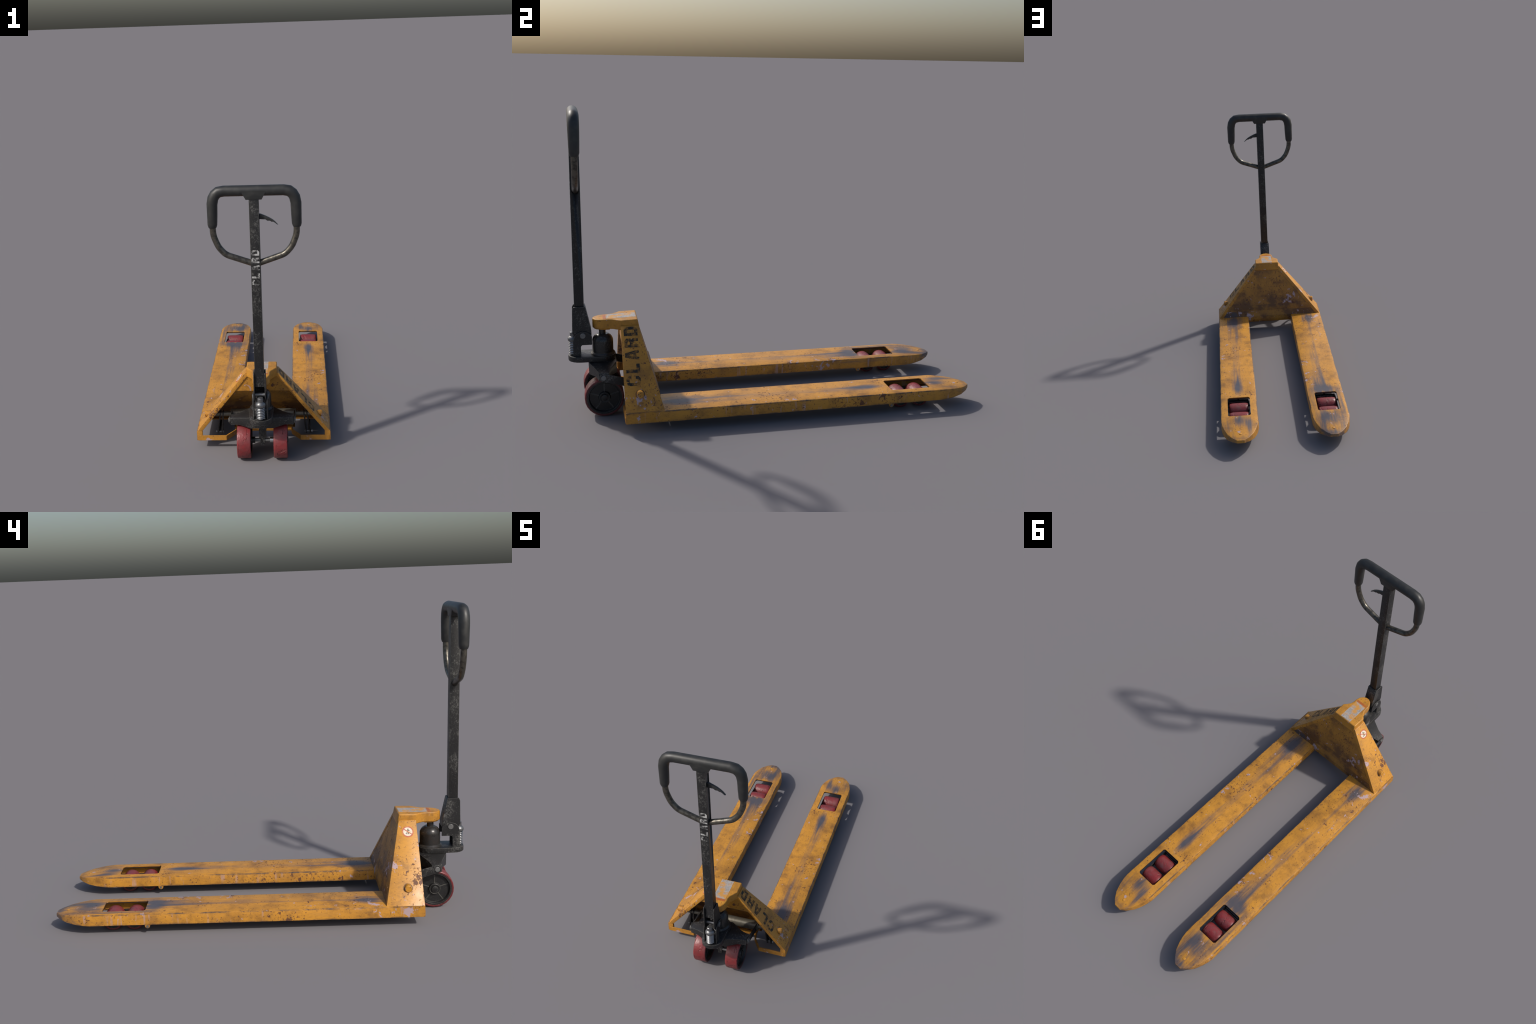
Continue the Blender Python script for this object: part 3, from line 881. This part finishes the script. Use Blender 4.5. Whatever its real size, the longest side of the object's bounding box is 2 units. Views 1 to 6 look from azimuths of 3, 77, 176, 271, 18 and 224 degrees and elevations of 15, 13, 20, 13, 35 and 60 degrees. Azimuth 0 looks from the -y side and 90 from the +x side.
# ---- torsion tube, links and arms
TY, TZ = -0.6775, 0.1700
tor = make('torsion_tube', join(rod((-0.176, TY, TZ), (0.176, TY, TZ), 0.0265, 28, 0.001), rod((-0.29, TY, TZ), (0.29, TY, TZ), 0.0135, 20)), M_torsion, truck)
for s in (1, -1):
    # link from yoke bolt to tube
    p0, p1 = Vector((-0.8385, 0.2115)), Vector((TY, TZ - 0.002))
    dv = (p1 - p0).normalized(); nv = Vector((-dv.y, dv.x))
    pts = [tuple(p0 + Vector((math.cos(t), math.sin(t))) * 0.0195) for t in [math.atan2(nv.y, nv.x) + PI * kk / 8 for kk in range(9)]]
    pts += [tuple(p1 - nv * 0.021), tuple(p1 + dv * 0.02), tuple(p1 + nv * 0.021)]
    make('lift_link', prism(pts, *sorted((s * 0.1655, s * 0.1715)), 'x'), M_black, tor, bevel=0.0012, seg=1)
    # crank arms down to the push rods
    for ax_, tilt in ((0.2325, 0.004), (0.2175, -0.004)):
        a0 = [(s * (ax_ - 0.0035), TY - 0.016, TZ + 0.015), (s * (ax_ + 0.0035), TY - 0.016, TZ + 0.015), (s * (ax_ + 0.0035), TY + 0.016, TZ + 0.015), (s * (ax_ - 0.0035), TY + 0.016, TZ + 0.015)]
        dx = 0.020 if ax_ > 0.22 else 0.012
        b0 = [(s * (ax_ - 0.0035 + dx), -0.682, 0.052), (s * (ax_ + 0.0035 + dx), -0.682, 0.052), (s * (ax_ + 0.0035 + dx), -0.655, 0.052), (s * (ax_ - 0.0035 + dx), -0.655, 0.052)]
        make('crank_arm', hexa(b0, a0), M_cast, tor, bevel=0.001, seg=1)
    make('arm_pin', join(rod((s * 0.220, -0.668, 0.060), (s * 0.265, -0.668, 0.060), 0.0065, 12), rod((s * 0.256, -0.668, 0.060), (s * 0.264, -0.668, 0.060), 0.010, 6), rod((s * 0.221, -0.668, 0.060), (s * 0.228, -0.668, 0.060), 0.010, 6)), M_bolt, tor)

# ---- handle
HY = -0.9410
hw = 0.0232
bm = bmesh.new()
V, F = box(-hw, hw, HY - hw, HY + hw, 0.4525, 1.447)
vs = [bm.verts.new(v) for v in V]
for f in F: bm.faces.new([vs[i] for i in f])
pole = make('handle_pole', bm, M_pole, truck, bevel=0.0022)
# slotted side window with a grey insert and the release lever
def stadium(y0, y1, z0, z1, n=8):
    r = (y1 - y0) / 2; c = (y0 + y1) / 2
    return [(c + r * math.cos(t), z0 + r + r * math.sin(t)) for t in [PI + PI * k / n for k in range(n + 1)]] + \
           [(c + r * math.cos(t), z1 - r + r * math.sin(t)) for t in [PI * k / n for k in range(n + 1)]]
cutter = make('slot_cutter', prism(stadium(HY - 0.0135, HY + 0.0135, 1.080, 1.395), 0.0150, 0.05, 'x'), M_slot, None)
cutter2 = None
md = pole.modifiers.new('slot', 'BOOLEAN'); md.object = cutter; md.operation = 'DIFFERENCE'; md.solver = 'EXACT'
bpy.context.view_layer.update()
dg = bpy.context.evaluated_depsgraph_get()
new_me = bpy.data.meshes.new_from_object(pole.evaluated_get(dg))
pole.modifiers.clear(); old = pole.data; pole.data = new_me; new_me.name = 'handle_pole'
bpy.data.objects.remove(cutter, do_unlink=True)
make('slot_insert', prism(stadium(HY - 0.0125, HY + 0.0125, 1.081, 1.394), 0.0140, 0.0195, 'x'), M_slot, pole, bevel=0.0008, seg=1)

lev_top = [(0.010, 1.336), (0.030, 1.3345), (0.050, 1.326), (0.070, 1.3165), (0.088, 1.305), (0.100, 1.2945), (0.1095, 1.283)]
lev_bot = [(0.1130, 1.2805), (0.107, 1.282), (0.098, 1.290), (0.090, 1.2950), (0.082, 1.295), (0.074, 1.3005), (0.062, 1.3005), (0.052, 1.3075), (0.040, 1.3080), (0.010, 1.3095)]
make('release_lever', prism(lev_top + lev_bot, HY - 0.0060, HY + 0.0055, 'y'), M_rubber, pole, bevel=0.0014, seg=2, smooth=50)

# bow: steel loop with rubber grip
loop_pts = [(-0.2020, 1.290), (-0.2000, 1.232), (-0.1775, 1.174), (-0.1435, 1.1355), (0.0, 1.0855), (0.1435, 1.1355), (0.1775, 1.174), (0.2000, 1.232), (0.2020, 1.290)]
loop = fillet([(x, HY, z) for x, z in loop_pts], 0.020, 4)
bow = make('handle_bow', sweep(loop, [0.0152] * len(loop), 18), M_tube, pole, smooth=60)
g_pts = [(-0.2020, 1.270), (-0.2020, 1.2745), (-0.2018, 1.285), (-0.2005, 1.330), (-0.1995, 1.385), (-0.1940, 1.413), (-0.1840, 1.4305), (-0.1680, 1.4430), (-0.1420, 1.4475), (0, 1.4475)]
g_rad = [0.0185, 0.0205, 0.0236, 0.0250, 0.0262, 0.0264, 0.0264, 0.0264, 0.0262, 0.0262]
g_pts = g_pts + [(-x, z) for x, z in reversed(g_pts[:-1])]
g_rad = g_rad + g_rad[:-1][::-1]
make('rubber_grip', sweep([(x, HY, z) for x, z in g_pts], g_rad, 22), M_rubber, pole, smooth=33)
trap = [(-0.0600, 1.4500), (0.0610, 1.4500), (0.0385, 1.4075), (-0.0375, 1.4075)]
make('grip_saddle', prism(trap, HY - 0.0258, HY + 0.0258, 'y'), M_rubber, pole, bevel=0.0015)

# socket: channel around the foot of the pole, open to the front
sock = [(-0.9740, 0.5130), (-0.9680, 0.5270), (-0.9125, 0.5270), (-0.8860, 0.4050), (-0.8870, 0.3780), (-0.9180, 0.3620), (-0.9600, 0.3700), (-0.9770, 0.3950)]
socket = None
for s in (1, -1):
    q = make('socket_cheek' if socket else 'handle_socket', prism(sock, *sorted((s * 0.0250, s * 0.0305)), 'x'), M_black, socket or pole, bevel=0.0012, seg=1)
    socket = socket or q
bp = [(-0.9175, 0.5262), (-0.9125, 0.5262), (-0.8865, 0.4060), (-0.8872, 0.3790), (-0.8925, 0.3790), (-0.8920, 0.4060)]
make('socket_back', prism(bp, -0.0252, 0.0252, 'x'), M_black, socket, bevel=0.0006, seg=1)
make('socket_pin', rod((-0.0255, -0.9415, 0.4010), (0.0255, -0.9415, 0.4010), 0.0106, 20), M_bright, socket)

# white capitals on the pole front, reading upward
for ch, z0 in zip('CLARD', (0.9850, 1.0210, 1.0595, 1.0970, 1.1345)):
    make('pole_letter', letter(ch, (0.0185, HY - hw, z0), (0, 0, 1), (-1, 0, 0), (0, -1, 0), 0.0265, 0.0375, 0.0004), M_white, pole)
